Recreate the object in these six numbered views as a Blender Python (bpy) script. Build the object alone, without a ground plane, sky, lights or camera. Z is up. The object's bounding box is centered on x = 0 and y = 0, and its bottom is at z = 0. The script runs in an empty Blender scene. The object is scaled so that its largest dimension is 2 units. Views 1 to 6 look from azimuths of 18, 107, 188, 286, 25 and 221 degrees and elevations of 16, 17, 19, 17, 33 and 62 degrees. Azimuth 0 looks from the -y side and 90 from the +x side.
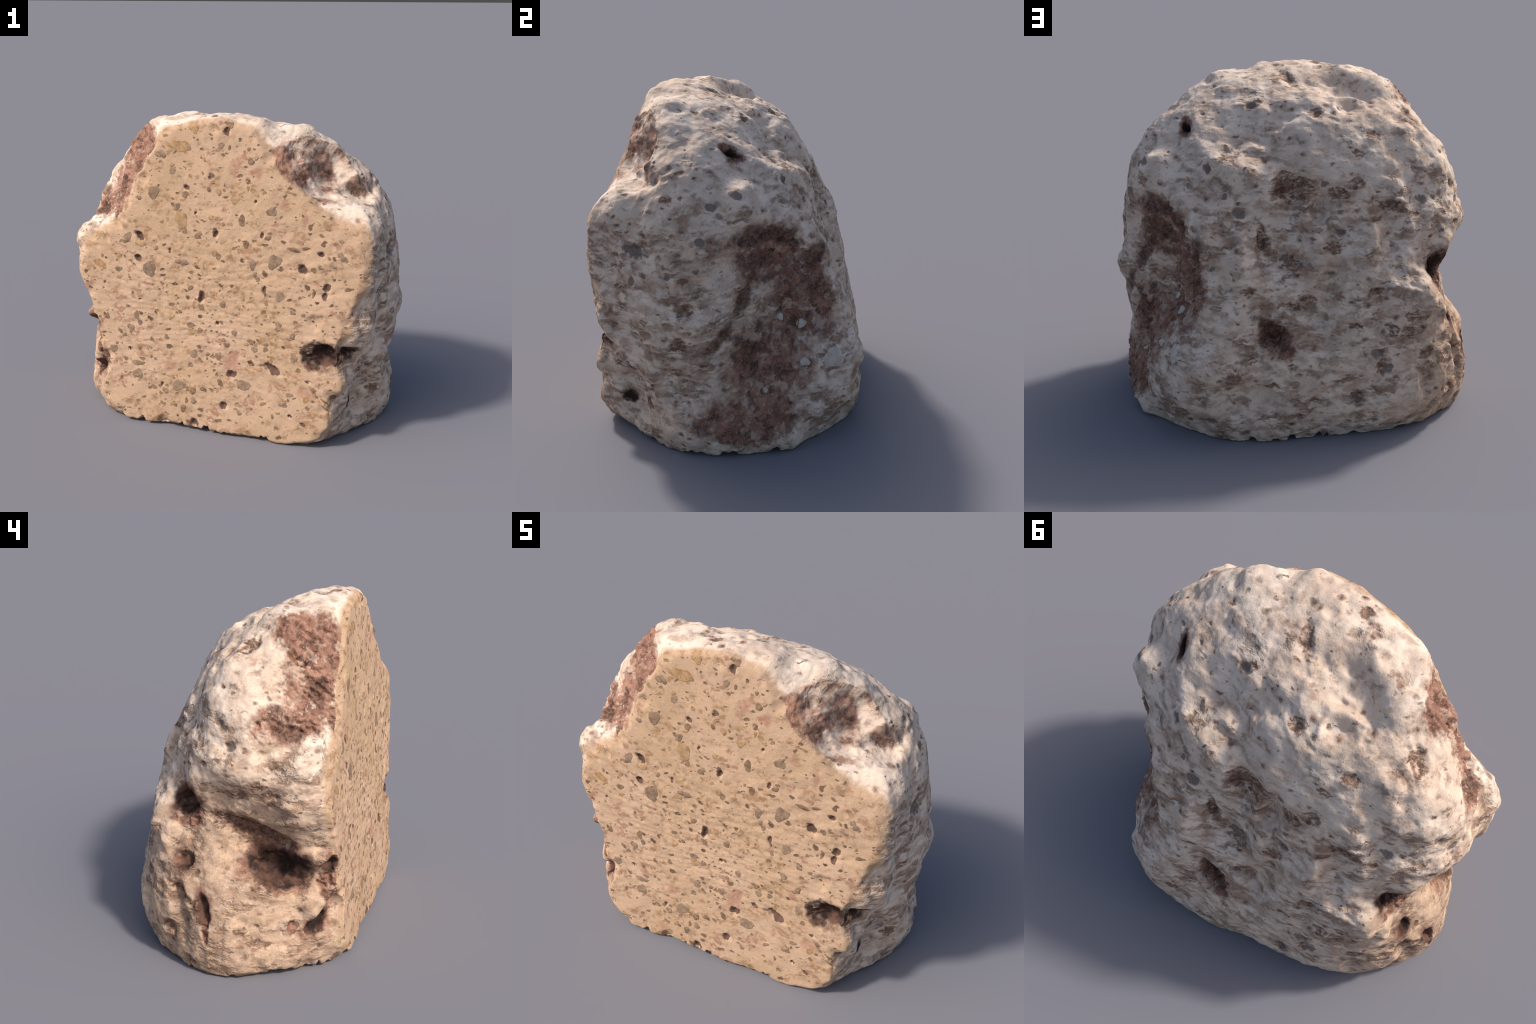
"""A boulder of pale porous tuff sawn through once: a flat tan sawn face with
embedded pebbles, a weathered knobbly rind, red fracture scars, a chipped hollow
at one corner, deep recesses in the flank and a ragged lower rim."""
import bpy
import math
import random
import numpy as np
from mathutils import Matrix, Vector
from mathutils.bvhtree import BVHTree

rng = random.Random(7)
GRID = 300                                   # samples along a side of the cube-sphere

# ------------------------------------------------------------------ body shape
# The boulder is lofted round HEART: one ring of radii for each elevation angle,
# 16 meridians each, azimuth 0 towards the sawn face (-y) and 90 towards +x.
HEART = np.array([0.0, -0.1, 0.72])
RINGS = [
    (-50, [0.91, 0.94, 1.02, 1.09, 1.17, 1.20, 1.14, 1.09, 1.03, 0.99, 1.04, 1.12, 1.17, 1.17, 1.04, 0.93]),
    (-35, [0.94, 0.99, 1.09, 1.09, 1.15, 1.13, 1.06, 1.01, 0.91, 0.88, 0.99, 1.12, 1.16, 1.09, 1.04, 0.95]),
    (-20, [0.95, 0.97, 0.98, 0.99, 1.03, 0.92, 0.93, 0.90, 0.73, 0.73, 0.85, 1.01, 1.04, 0.94, 0.93, 0.94]),
    (-5, [0.94, 0.95, 0.94, 0.96, 1.00, 0.84, 0.75, 0.73, 0.63, 0.64, 0.75, 0.87, 0.86, 0.87, 0.93, 0.93]),
    (10, [0.93, 0.96, 1.00, 1.02, 1.01, 0.86, 0.73, 0.69, 0.60, 0.61, 0.72, 0.82, 0.86, 0.99, 0.94, 0.92]),
    (25, [0.93, 0.98, 1.06, 1.08, 1.06, 0.90, 0.77, 0.69, 0.56, 0.60, 0.71, 0.85, 0.97, 1.00, 0.89, 0.90]),
    (40, [0.97, 0.98, 0.99, 1.08, 1.12, 0.94, 0.83, 0.72, 0.61, 0.65, 0.75, 0.91, 1.07, 0.98, 0.91, 0.94]),
    (55, [1.06, 1.06, 1.08, 1.16, 1.10, 0.98, 0.89, 0.82, 0.76, 0.75, 0.81, 0.94, 1.06, 1.11, 1.06, 1.06]),
    (70, [1.18, 1.18, 1.15, 1.12, 1.06, 0.98, 0.93, 0.90, 0.89, 0.90, 0.95, 1.00, 1.06, 1.14, 1.17, 1.17]),
]
CROWN = 1.02
# the saw cut: points p with p . CUT_N = CUT_D
CUT_N = np.array([-0.0223, -0.9964, 0.082])
CUT_D = 0.689

# ------------------------------------------------------------------ features
# pebbles and pits of the sawn face: (x, z, half width, half height, tilt in degrees)
FACE_PIT = [
    (0.074, 1.753, 0.022, 0.025, 0), (-0.159, 1.434, 0.021, 0.018, 0), (-0.013, 1.508, 0.018, 0.017, 0), (-0.095, 1.295, 0.009, 0.010, 0),
    (-0.447, 1.141, 0.024, 0.039, 25), (-0.451, 1.010, 0.021, 0.021, 0), (0.028, 1.185, 0.018, 0.026, 0), (-0.256, 1.070, 0.010, 0.010, 0),
    (0.642, 1.119, 0.015, 0.021, 0), (0.536, 1.028, 0.034, 0.026, -30), (-0.054, 0.810, 0.021, 0.045, -10), (0.137, 0.382, 0.033, 0.027, 0),
    (0.098, 0.189, 0.028, 0.023, 0), (0.045, 0.668, 0.013, 0.013, 0), (0.319, 0.888, 0.016, 0.028, 0), (0.677, 0.944, 0.022, 0.030, 0),
    (0.667, 0.895, 0.017, 0.027, -15), (0.834, 0.807, 0.016, 0.013, 0), (0.257, 0.457, 0.026, 0.014, -30), (0.381, 0.442, 0.062, 0.027, -25),
    (0.598, 0.395, 0.012, 0.011, 0), (0.210, 1.492, 0.014, 0.012, 0), (0.300, 1.203, 0.013, 0.018, -15), (-0.291, 0.262, 0.010, 0.012, 0),
    (0.570, 0.141, 0.020, 0.016, 0), (0.495, 0.178, 0.012, 0.012, 0), (-0.087, 0.053, 0.029, 0.030, 0), (-0.504, 0.452, 0.010, 0.012, 0),
    (-0.440, 0.758, 0.013, 0.009, 0), (0.260, 1.380, 0.009, 0.012, 0)]
FACE_GREY = [
    (-0.316, 1.610, 0.032, 0.027, -20), (-0.451, 1.355, 0.020, 0.015, 0), (-0.217, 1.317, 0.021, 0.024, 0), (-0.381, 0.946, 0.050, 0.047, 0),
    (-0.177, 1.004, 0.046, 0.020, 0), (-0.520, 1.122, 0.030, 0.027, 0), (0.248, 1.027, 0.022, 0.031, 0), (0.374, 1.057, 0.045, 0.044, 0),
    (-0.497, 0.583, 0.025, 0.024, 0), (-0.440, 0.623, 0.018, 0.023, 0), (-0.119, 0.642, 0.026, 0.019, 0), (-0.061, 0.616, 0.018, 0.018, 0),
    (-0.269, 0.552, 0.019, 0.016, 0), (-0.612, 0.438, 0.031, 0.027, 0), (-0.450, 0.304, 0.034, 0.037, 0), (-0.097, 0.468, 0.028, 0.024, 0),
    (0.055, 0.479, 0.020, 0.030, -30), (-0.009, 0.480, 0.017, 0.014, 0), (-0.116, 0.403, 0.019, 0.016, 0), (-0.187, 0.267, 0.049, 0.035, 0),
    (0.215, 0.325, 0.045, 0.034, 0), (0.411, 0.864, 0.028, 0.033, 0), (0.274, 0.543, 0.022, 0.018, 0), (0.339, 0.551, 0.015, 0.018, 0),
    (0.505, 0.525, 0.023, 0.028, 0), (0.578, 0.591, 0.030, 0.037, 0), (-0.093, 0.187, 0.023, 0.023, 0), (0.452, 0.239, 0.029, 0.015, 0),
    (-0.451, 0.372, 0.049, 0.018, 5), (0.047, 1.678, 0.019, 0.019, 0), (0.349, 1.333, 0.031, 0.030, 0), (0.747, 1.129, 0.017, 0.021, 0)]
FACE_BROWN = [
    (0.099, 1.789, 0.019, 0.018, 0), (-0.359, 1.393, 0.042, 0.040, 0), (-0.545, 1.095, 0.027, 0.013, 0), (-0.073, 1.177, 0.018, 0.018, 0),
    (0.177, 1.271, 0.023, 0.036, 0), (0.600, 1.031, 0.017, 0.017, 0), (0.207, 1.140, 0.021, 0.021, 0), (-0.461, 0.660, 0.023, 0.027, 0),
    (-0.259, 0.599, 0.020, 0.009, 25), (-0.097, 0.247, 0.023, 0.025, 0), (-0.158, 0.130, 0.019, 0.028, 0), (-0.137, 0.181, 0.011, 0.020, -15),
    (0.606, 0.900, 0.010, 0.027, -20), (0.797, 0.945, 0.027, 0.011, 15), (0.254, 0.585, 0.026, 0.019, 0), (0.690, 0.297, 0.026, 0.007, -30),
    (0.698, 0.254, 0.027, 0.008, -38), (0.279, 0.949, 0.016, 0.016, 0), (0.483, 1.134, 0.041, 0.012, -10), (0.550, 1.147, 0.026, 0.010, 15),
    (0.672, 1.261, 0.016, 0.010, 0), (0.095, 1.669, 0.010, 0.016, 0), (-0.580, 0.927, 0.028, 0.015, 0), (0.393, 0.162, 0.009, 0.016, 0),
    (-0.206, 0.143, 0.016, 0.011, 0), (-0.563, 0.076, 0.032, 0.011, 15)]
FACE_OCHRE = [
    (-0.201, 1.662, 0.070, 0.036, 0), (-0.118, 1.770, 0.031, 0.040, 0), (-0.137, 1.500, 0.014, 0.013, 0), (0.037, 1.421, 0.018, 0.025, 0),
    (0.133, 1.382, 0.031, 0.022, 0), (-0.187, 1.248, 0.041, 0.063, 0), (-0.440, 1.091, 0.033, 0.021, 0), (-0.701, 0.948, 0.049, 0.027, -25),
    (0.017, 1.076, 0.022, 0.021, 0), (0.211, 1.454, 0.011, 0.016, 0), (-0.239, 0.679, 0.019, 0.023, 0)]
FACE_RED = [
    (0.265, 1.540, 0.036, 0.032, 0), (0.416, 1.368, 0.022, 0.027, 0), (0.535, 1.300, 0.021, 0.051, 0), (0.141, 1.583, 0.030, 0.056, -28),
    (-0.243, 0.380, 0.039, 0.034, 0), (-0.065, 0.367, 0.016, 0.020, 0), (0.135, 0.450, 0.046, 0.081, -5), (-0.304, 0.094, 0.035, 0.026, 0),
    (0.324, 0.832, 0.015, 0.021, 0), (0.855, 0.918, 0.017, 0.023, 0), (0.461, 0.601, 0.022, 0.021, 0), (0.409, 0.346, 0.018, 0.024, 0),
    (0.372, 0.315, 0.014, 0.028, 0), (0.270, 0.235, 0.024, 0.025, 0), (0.576, 0.319, 0.048, 0.027, 0), (0.522, 0.416, 0.032, 0.009, -40),
    (0.448, 0.527, 0.026, 0.011, -20), (0.699, 1.184, 0.026, 0.010, 25)]
RIND_PIT = [
    (0.91, 0.02, 1.16, 0.032), (0.98, -0.34, 0.95, 0.029), (0.99, -0.14, 0.99, 0.021), (0.75, -0.66, 0.58, 0.050), (0.97, -0.32, 1.10, 0.045),
    (0.83, 0.05, 1.32, 0.032), (0.31, 0.66, 0.12, 0.034), (0.20, 0.41, 1.18, 0.041), (-0.71, 0.15, 1.23, 0.031), (0.29, 0.39, 1.25, 0.023),
    (-0.57, 0.47, 0.40, 0.037), (-0.43, 0.53, 0.24, 0.031), (-0.21, 0.29, 1.32, 0.025), (-0.30, 0.36, 1.09, 0.025), (0.21, 0.03, 1.66, 0.028),
    (-0.52, 0.47, 0.48, 0.037), (0.41, 0.30, 1.37, 0.024), (0.89, -0.41, 0.41, 0.038), (0.96, -0.36, 1.11, 0.026), (0.90, -0.09, 1.37, 0.016),
    (-0.88, -0.12, 1.17, 0.031), (-0.85, -0.05, 1.27, 0.023), (-0.79, 0.10, 1.04, 0.019), (0.74, 0.11, 1.34, 0.036), (0.23, 0.03, 1.65, 0.028),
    (0.32, 0.50, 0.91, 0.016), (-0.03, 0.40, 0.95, 0.020), (0.48, 0.03, 1.60, 0.015), (-0.21, 0.29, 1.32, 0.017)]
RIND_STAIN = [
    (0.91, -0.16, 1.36, 0.032), (0.94, -0.43, 0.90, 0.030), (0.98, -0.06, 0.96, 0.026), (0.99, -0.06, 0.80, 0.042), (0.83, -0.11, 1.48, 0.022),
    (0.93, -0.40, 1.18, 0.023), (0.99, -0.09, 0.63, 0.043), (0.98, -0.28, 0.74, 0.023), (0.73, -0.67, 0.33, 0.048), (0.85, -0.49, 0.44, 0.035),
    (-0.01, 0.33, 1.36, 0.039), (-0.29, 0.30, 1.27, 0.050), (-0.67, 0.38, 0.57, 0.048), (-0.78, 0.35, 0.45, 0.042), (0.10, 0.63, 0.46, 0.033),
    (-0.09, 0.59, 0.42, 0.033), (0.29, 0.55, 0.70, 0.030), (0.20, 0.68, 0.38, 0.042), (-0.59, 0.25, 1.19, 0.040), (-0.48, 0.30, 1.16, 0.027),
    (-0.45, 0.37, 0.96, 0.030), (-0.68, 0.35, 0.65, 0.041), (-0.27, 0.39, 1.01, 0.050), (-0.19, 0.37, 1.10, 0.023), (0.14, 0.53, 0.80, 0.040),
    (-0.16, 0.48, 0.74, 0.043), (0.95, -0.41, 0.81, 0.026), (0.92, -0.32, 0.25, 0.043), (0.04, -0.11, 1.74, 0.019), (0.29, -0.26, 1.79, 0.014),
    (0.34, -0.38, 1.78, 0.015), (-0.07, -0.43, 1.83, 0.036), (0.15, -0.66, 1.89, 0.014), (-0.94, -0.27, 0.20, 0.042), (-0.97, -0.20, 0.26, 0.032),
    (-0.91, -0.33, 0.94, 0.052), (-0.88, -0.18, 0.93, 0.040), (-0.85, -0.00, 1.07, 0.031), (-0.90, -0.26, 0.98, 0.034), (-0.86, -0.10, 0.93, 0.034),
    (-0.94, 0.06, 0.07, 0.040), (-0.83, -0.44, 0.27, 0.036), (-0.65, -0.61, 0.04, 0.031), (0.46, -0.17, 1.72, 0.020), (0.20, 0.01, 1.67, 0.036),
    (0.40, 0.30, 1.37, 0.018), (0.33, 0.22, 1.50, 0.020), (0.21, 0.28, 1.46, 0.020), (-0.37, 0.18, 1.46, 0.030), (-0.37, 0.25, 1.32, 0.042),
    (-0.53, 0.27, 1.21, 0.037)]


# relief of the rind: (x, y, z, half width, half height, tilt, depth); tilt is
# counter-clockwise as seen from outside; a negative depth is a swelling
RECESSES = [      # deep, dirt colour painted inside
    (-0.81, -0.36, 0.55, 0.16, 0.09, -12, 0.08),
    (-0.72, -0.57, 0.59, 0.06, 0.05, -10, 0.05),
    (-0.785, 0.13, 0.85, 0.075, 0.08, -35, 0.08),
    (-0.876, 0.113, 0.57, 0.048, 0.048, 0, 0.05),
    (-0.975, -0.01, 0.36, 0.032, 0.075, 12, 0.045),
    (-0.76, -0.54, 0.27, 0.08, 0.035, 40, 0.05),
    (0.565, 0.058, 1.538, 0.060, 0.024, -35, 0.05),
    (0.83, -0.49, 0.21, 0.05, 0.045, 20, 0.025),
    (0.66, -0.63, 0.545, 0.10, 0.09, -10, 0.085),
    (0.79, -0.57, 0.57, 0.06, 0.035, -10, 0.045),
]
HOLLOWS = [       # shallow, stained brown
    (-0.01, 0.32, 1.345, 0.08, 0.04, 5, 0.012),
    (-0.02, 0.34, 1.265, 0.10, 0.035, -5, 0.016),
    (0.092, 0.40, 1.04, 0.035, 0.10, 15, 0.016),
    (-0.84, -0.20, 0.74, 0.24, 0.06, -20, 0.05),
    (-0.93, 0.14, 0.42, 0.11, 0.022, -25, 0.022),
    (-0.92, 0.18, 0.20, 0.06, 0.05, 0, 0.02),
    (-0.85, -0.35, 0.48, 0.035, 0.065, 0, 0.02),
    (-0.92, -0.30, 0.18, 0.07, 0.02, 0, 0.01),
    (-0.132, 0.097, 1.66, 0.05, 0.05, 0, 0.022),
    (-0.43, 0.086, 1.538, 0.055, 0.03, 0, 0.015),
    (-0.60, -0.13, 1.59, 0.05, 0.07, 0, 0.02),
    (0.06, -0.20, 1.77, 0.035, 0.10, 35, 0.014),
    (-0.08, 0.33, 1.30, 0.11, 0.08, 0, 0.01),
    (-0.27, 0.30, 1.27, 0.05, 0.03, -30, 0.01),
    (-0.09, 0.50, 0.71, 0.09, 0.022, -10, 0.02),
    (-0.50, 0.41, 0.80, 0.05, 0.025, 0, 0.016),
    (-0.395, 0.47, 0.625, 0.045, 0.02, 0, 0.012),
    (-0.588, 0.405, 0.59, 0.04, 0.04, 0, 0.012),
    (-0.54, 0.48, 0.41, 0.03, 0.045, 0, 0.015),
    (0.00, 0.63, 0.32, 0.045, 0.025, 0, 0.015),
    (-0.43, 0.53, 0.25, 0.05, 0.03, 0, 0.012),
    (-0.06, 0.41, 0.93, 0.04, 0.065, 25, 0.022),
    (0.85, -0.53, 0.93, 0.05, 0.035, 0, 0.02),
    (0.84, -0.54, 1.17, 0.03, 0.035, 0, 0.022),
    (0.62, -0.62, 0.74, 0.05, 0.055, -20, 0.016),
]
SWELLS = [        # bare relief, no stain
    (-0.33, -0.14, 1.70, 0.06, 0.16, 8, 0.03),
    (-0.85, -0.48, 1.10, 0.13, 0.12, 0, -0.03),
    (-0.77, -0.40, 1.25, 0.16, 0.07, -8, 0.045),
    (0.90, -0.36, 0.35, 0.03, 0.20, 35, 0.03),
    (0.42, -0.50, 1.64, 0.08, 0.08, 0, -0.03),
    (0.40, -0.55, 1.72, 0.03, 0.08, -20, 0.015),
]
# broad bosses (+) and flats (-) that the smooth loft leaves out:
# (x, y, z, half width, half height, height of the boss)
BOSSES_BACK = [
    (0.12, 0.24, 1.51, 0.20, 0.15, -0.065), (-0.25, -0.12, 1.76, 0.15, 0.08, -0.045), (0.71, 0.16, 1.29, 0.13, 0.13, 0.055),
    (0.66, 0.32, 0.94, 0.15, 0.18, -0.07), (0.81, 0.18, 1.03, 0.07, 0.07, -0.015), (0.36, 0.51, 0.80, 0.09, 0.25, 0.035),
    (0.46, 0.61, 0.47, 0.09, 0.17, 0.04), (0.37, 0.46, 0.99, 0.09, 0.07, 0.035), (0.52, 0.35, 1.16, 0.09, 0.09, 0.03),
    (0.14, 0.66, 0.26, 0.17, 0.10, -0.05), (0.02, 0.57, 0.54, 0.10, 0.07, -0.035), (-0.78, 0.37, 0.29, 0.05, 0.08, -0.03),
    (-0.94, 0.15, 0.39, 0.05, 0.08, -0.045), (-0.74, 0.27, 0.75, 0.09, 0.11, 0.035), (-0.20, 0.47, 0.75, 0.12, 0.14, -0.03),
    (0.16, 0.50, 0.89, 0.07, 0.17, 0.035), (0.92, 0.04, 0.72, 0.15, 0.12, 0.03), (0.97, -0.14, 0.39, 0.12, 0.11, -0.05),
]
BOSSES_FRONT = [
    (-0.62, -0.04, 1.54, 0.14, 0.12, 0.03), (-0.46, -0.22, 1.74, 0.14, 0.11, 0.03), (-0.60, -0.39, 1.58, 0.06, 0.06, -0.05),
    (-0.86, -0.07, 1.04, 0.22, 0.12, 0.045), (-0.84, -0.26, 0.70, 0.15, 0.14, -0.06), (-0.77, -0.52, 0.615, 0.09, 0.05, 0.055),
    (-0.77, -0.52, 0.38, 0.09, 0.08, 0.03), (-0.71, -0.60, 0.29, 0.08, 0.09, -0.04), (0.85, -0.48, 1.27, 0.16, 0.18, 0.065),
    (0.90, -0.57, 1.05, 0.08, 0.14, 0.035), (0.84, -0.56, 0.68, 0.09, 0.12, 0.045), 
    (0.43, -0.37, 1.75, 0.13, 0.10, 0.03), (0.87, -0.43, 0.29, 0.14, 0.12, -0.055), (-0.37, -0.45, 1.75, 0.11, 0.07, 0.04),
    (-0.86, -0.48, 1.10, 0.14, 0.13, 0.02),
    (-0.53, -0.40, 1.67, 0.06, 0.09, -0.035), (0.88, -0.50, 0.76, 0.07, 0.14, 0.03), (0.85, -0.43, 0.18, 0.14, 0.08, -0.05),
    (0.76, -0.63, 0.39, 0.06, 0.08, 0.045), (-0.80, -0.27, 0.58, 0.15, 0.11, -0.065),
    (-0.86, -0.40, 1.17, 0.08, 0.04, -0.035), (-0.68, -0.62, 0.33, 0.05, 0.08, -0.03), (-0.98, -0.12, 0.22, 0.18, 0.10, 0.008),
    (-0.87, 0.17, 0.58, 0.09, 0.15, 0.010),
]
BOSSES_MORE = [
    (-0.20, -0.19, 1.79, 0.17, 0.07, -0.05), (0.22, 0.13, 1.57, 0.18, 0.11, -0.05), (0.70, 0.16, 1.38, 0.14, 0.13, 0.012),
    (0.80, 0.20, 0.88, 0.08, 0.15, -0.02), (0.66, 0.31, 0.73, 0.11, 0.13, -0.05), (0.88, 0.11, 1.02, 0.06, 0.06, -0.01),
    (-0.30, 0.01, 1.67, 0.07, 0.07, -0.045), (-0.05, 0.34, 1.31, 0.09, 0.14, -0.05), (0.27, 0.57, 0.67, 0.15, 0.16, 0.035),
    (0.49, 0.63, 0.20, 0.26, 0.09, 0.03), (0.03, 0.64, 0.22, 0.09, 0.07, -0.04), (-0.40, 0.55, 0.27, 0.15, 0.09, -0.035),
    (0.87, 0.22, 0.16, 0.07, 0.07, -0.04), (0.39, 0.45, 1.06, 0.13, 0.08, 0.03), (-0.68, 0.33, 0.75, 0.13, 0.15, 0.035),
    (-0.80, 0.21, 0.67, 0.05, 0.09, 0.035), (-0.70, 0.42, 0.24, 0.15, 0.16, 0.008),
]
BOSSES_SMALL = [
    (-0.15, -0.25, 1.82, 0.10, 0.06, -0.035), (0.05, 0.09, 1.63, 0.10, 0.08, -0.045), (0.33, 0.20, 1.50, 0.11, 0.09, -0.04),
    (0.86, -0.38, 0.13, 0.16, 0.07, -0.035), (-0.20, 0.33, 1.25, 0.07, 0.11, -0.04), (-0.28, 0.42, 0.88, 0.06, 0.10, -0.03),
    (0.91, -0.25, 1.33, 0.11, 0.12, 0.012), (0.86, -0.56, 1.28, 0.09, 0.11, 0.012), (0.17, 0.16, 1.45, 0.10, 0.07, 0.025),
    (0.25, 0.67, 0.38, 0.16, 0.08, 0.025), (0.60, 0.41, 0.60, 0.09, 0.17, -0.04), 
    (-0.77, 0.30, 0.60, 0.11, 0.14, 0.02), (-0.57, 0.29, 1.10, 0.09, 0.15, -0.025), (-0.73, 0.12, 1.28, 0.13, 0.11, -0.025),
    (-0.82, -0.35, 0.52, 0.09, 0.06, -0.045), (-0.80, 0.07, 0.92, 0.09, 0.09, 0.03),
    (-0.90, -0.32, 0.85, 0.11, 0.045, -0.035),
]
BOSSES_FINE = [
    (0.21, 0.17, 1.46, 0.13, 0.10, 0.025), (0.67, 0.23, 1.31, 0.13, 0.12, 0.025), (0.87, 0.10, 1.01, 0.06, 0.11, -0.035),
    (-0.19, 0.31, 1.22, 0.06, 0.15, -0.025), (-0.20, 0.40, 0.98, 0.09, 0.15, 0.028), (0.38, 0.43, 1.13, 0.11, 0.08, 0.022),
    (0.33, 0.66, 0.47, 0.10, 0.10, 0.02), (0.19, 0.51, 0.99, 0.11, 0.15, 0.02), (-0.45, 0.37, 1.00, 0.06, 0.14, 0.022),
    (0.10, 0.62, 0.44, 0.11, 0.14, -0.022), (-0.95, 0.11, 0.26, 0.06, 0.08, -0.025), (-0.82, 0.29, 0.74, 0.09, 0.11, 0.015),
    (-0.85, 0.06, 0.94, 0.10, 0.10, 0.018), (-0.91, -0.06, 0.50, 0.09, 0.12, 0.022), (-0.95, -0.13, 0.08, 0.26, 0.11, 0.035),
    (-0.89, -0.40, 0.09, 0.14, 0.10, 0.018), (-0.60, 0.05, 1.49, 0.06, 0.11, 0.022), (-0.66, 0.17, 1.24, 0.08, 0.20, -0.018),
    (-0.23, 0.49, 0.63, 0.08, 0.20, -0.022), (0.28, -0.48, 1.77, 0.09, 0.09, 0.022), (0.48, -0.30, 1.77, 0.12, 0.10, 0.008),
    (0.89, -0.55, 0.92, 0.09, 0.11, 0.022), (0.87, -0.47, 0.60, 0.10, 0.07, 0.03),
    (0.75, 0.41, 0.07, 0.13, 0.09, 0.035), (0.75, 0.28, 0.41, 0.12, 0.18, -0.018),
]
CHIP_RELIEF = [   # inside the chipped corner, along CHIP_OUT
    (0.46, -0.44, 1.60, 0.19, 0.16, 0, -0.11), (0.79, -0.40, 1.435, 0.12, 0.08, 0, 0.075), (0.64, -0.48, 1.425, 0.10, 0.05, 0, 0.04),
]
CHIP_OUT = np.array([0.15, -0.85, 0.5])
SCARS = [         # reddish fracture surfaces (last value: depth)
    (-0.54, -0.38, 1.64, 0.15, 0.18, 0, 0.0),
    (-0.44, -0.48, 1.62, 0.10, 0.16, 0, 0.012),
    (-0.60, -0.54, 1.40, 0.10, 0.20, 0, 0.0),
    (-0.64, -0.44, 1.42, 0.18, 0.22, 0, 0.008),
    (-0.76, -0.36, 1.27, 0.22, 0.11, 0, 0.0),
    (-0.98, -0.03, 0.24, 0.022, 0.075, 10, 0.014),
    (-0.85, -0.42, 0.26, 0.05, 0.04, 0, 0.008),
    (0.66, 0.29, 1.03, 0.24, 0.17, -10, 0.008),
    (0.50, 0.44, 0.78, 0.20, 0.24, 0, 0.005),
    (0.74, 0.30, 0.50, 0.30, 0.24, 0, 0.005),
    (0.83, 0.22, 0.20, 0.30, 0.18, 0, 0.0),
    (0.00, 0.56, 0.55, 0.13, 0.11, -35, 0.0),
    (-0.72, -0.58, 0.47, 0.07, 0.10, 0, 0.0),
    (-0.76, 0.12, 0.76, 0.10, 0.06, 0, 0.0),
]

PAINTED_GLOOM = [         # gloom under lips and in fractures, painted darker (last value: depth)
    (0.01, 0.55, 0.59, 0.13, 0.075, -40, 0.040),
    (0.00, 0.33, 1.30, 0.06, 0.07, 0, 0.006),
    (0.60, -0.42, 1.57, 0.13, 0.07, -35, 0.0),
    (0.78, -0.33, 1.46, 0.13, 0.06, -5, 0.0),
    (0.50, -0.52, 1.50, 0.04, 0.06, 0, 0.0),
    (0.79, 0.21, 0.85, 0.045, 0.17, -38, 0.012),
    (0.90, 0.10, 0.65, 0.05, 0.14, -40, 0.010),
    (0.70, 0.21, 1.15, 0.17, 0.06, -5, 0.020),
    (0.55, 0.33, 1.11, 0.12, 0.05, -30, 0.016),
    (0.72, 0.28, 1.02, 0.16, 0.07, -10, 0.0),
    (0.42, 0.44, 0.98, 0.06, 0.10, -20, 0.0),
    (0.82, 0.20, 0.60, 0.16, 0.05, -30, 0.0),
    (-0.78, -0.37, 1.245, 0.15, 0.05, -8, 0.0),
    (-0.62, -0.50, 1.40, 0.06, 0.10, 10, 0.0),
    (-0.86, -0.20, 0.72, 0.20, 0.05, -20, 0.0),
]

# ------------------------------------------------------------------ noise
_perm = np.random.RandomState(11).permutation(512).astype(np.int32)
_grad = np.random.RandomState(12).normal(size=(512, 3))
_grad /= np.linalg.norm(_grad, axis=1)[:, None]
_gx, _gy, _gz = (np.ascontiguousarray(c, np.float32) for c in _grad.T)


def noise3(p):
    """Gradient noise, about -0.6 to 0.6."""
    out = np.zeros(len(p), np.float32)
    for lo in range(0, len(p), 32768):           # in blocks that fit the cache
        x, y, z = np.ascontiguousarray(p[lo:lo + 32768].T, dtype=np.float32)
        i, j, k = (np.floor(c).astype(np.int32) for c in (x, y, z))
        x, y, z = x - i, y - j, z - k
        u, v, w = (c * c * c * (c * (c * 6 - 15) + 10) for c in (x, y, z))
        acc = np.zeros(len(x), np.float32)
        for dx in (0, 1):
            hx, ux = _perm[(i + dx) & 511], u if dx else 1 - u
            for dy in (0, 1):
                hy, vy = _perm[(hx + j + dy) & 511], ux * (v if dy else 1 - v)
                for dz in (0, 1):
                    h = _perm[(hy + k + dz) & 511]
                    g = _gx[h] * (x - dx) + _gy[h] * (y - dy) + _gz[h] * (z - dz)
                    acc += g * vy * (w if dz else 1 - w)
        out[lo:lo + 32768] = acc
    return out


def fbm(p, octaves=3, gain=0.5):
    out, a = np.zeros(len(p)), 1.0
    for k in range(octaves):
        out += a * noise3(p * 2.03 ** k + 17.3 * k)
        a *= gain
    return out


def smooth(e0, e1, x):
    t = np.clip((x - e0) / (e1 - e0), 0, 1)
    return t * t * (3 - 2 * t)


# ------------------------------------------------------------------ loft
_els = np.array([r[0] for r in RINGS] + [90.0])
_net = np.vstack([np.array([r[1] for r in RINGS]), np.full((1, 16), CROWN)])


def catmull(t):
    return np.stack([-.5 * t + t * t - .5 * t ** 3, 1 - 2.5 * t * t + 1.5 * t ** 3,
                     .5 * t + 2 * t * t - 1.5 * t ** 3, -.5 * t * t + .5 * t ** 3])


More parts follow.
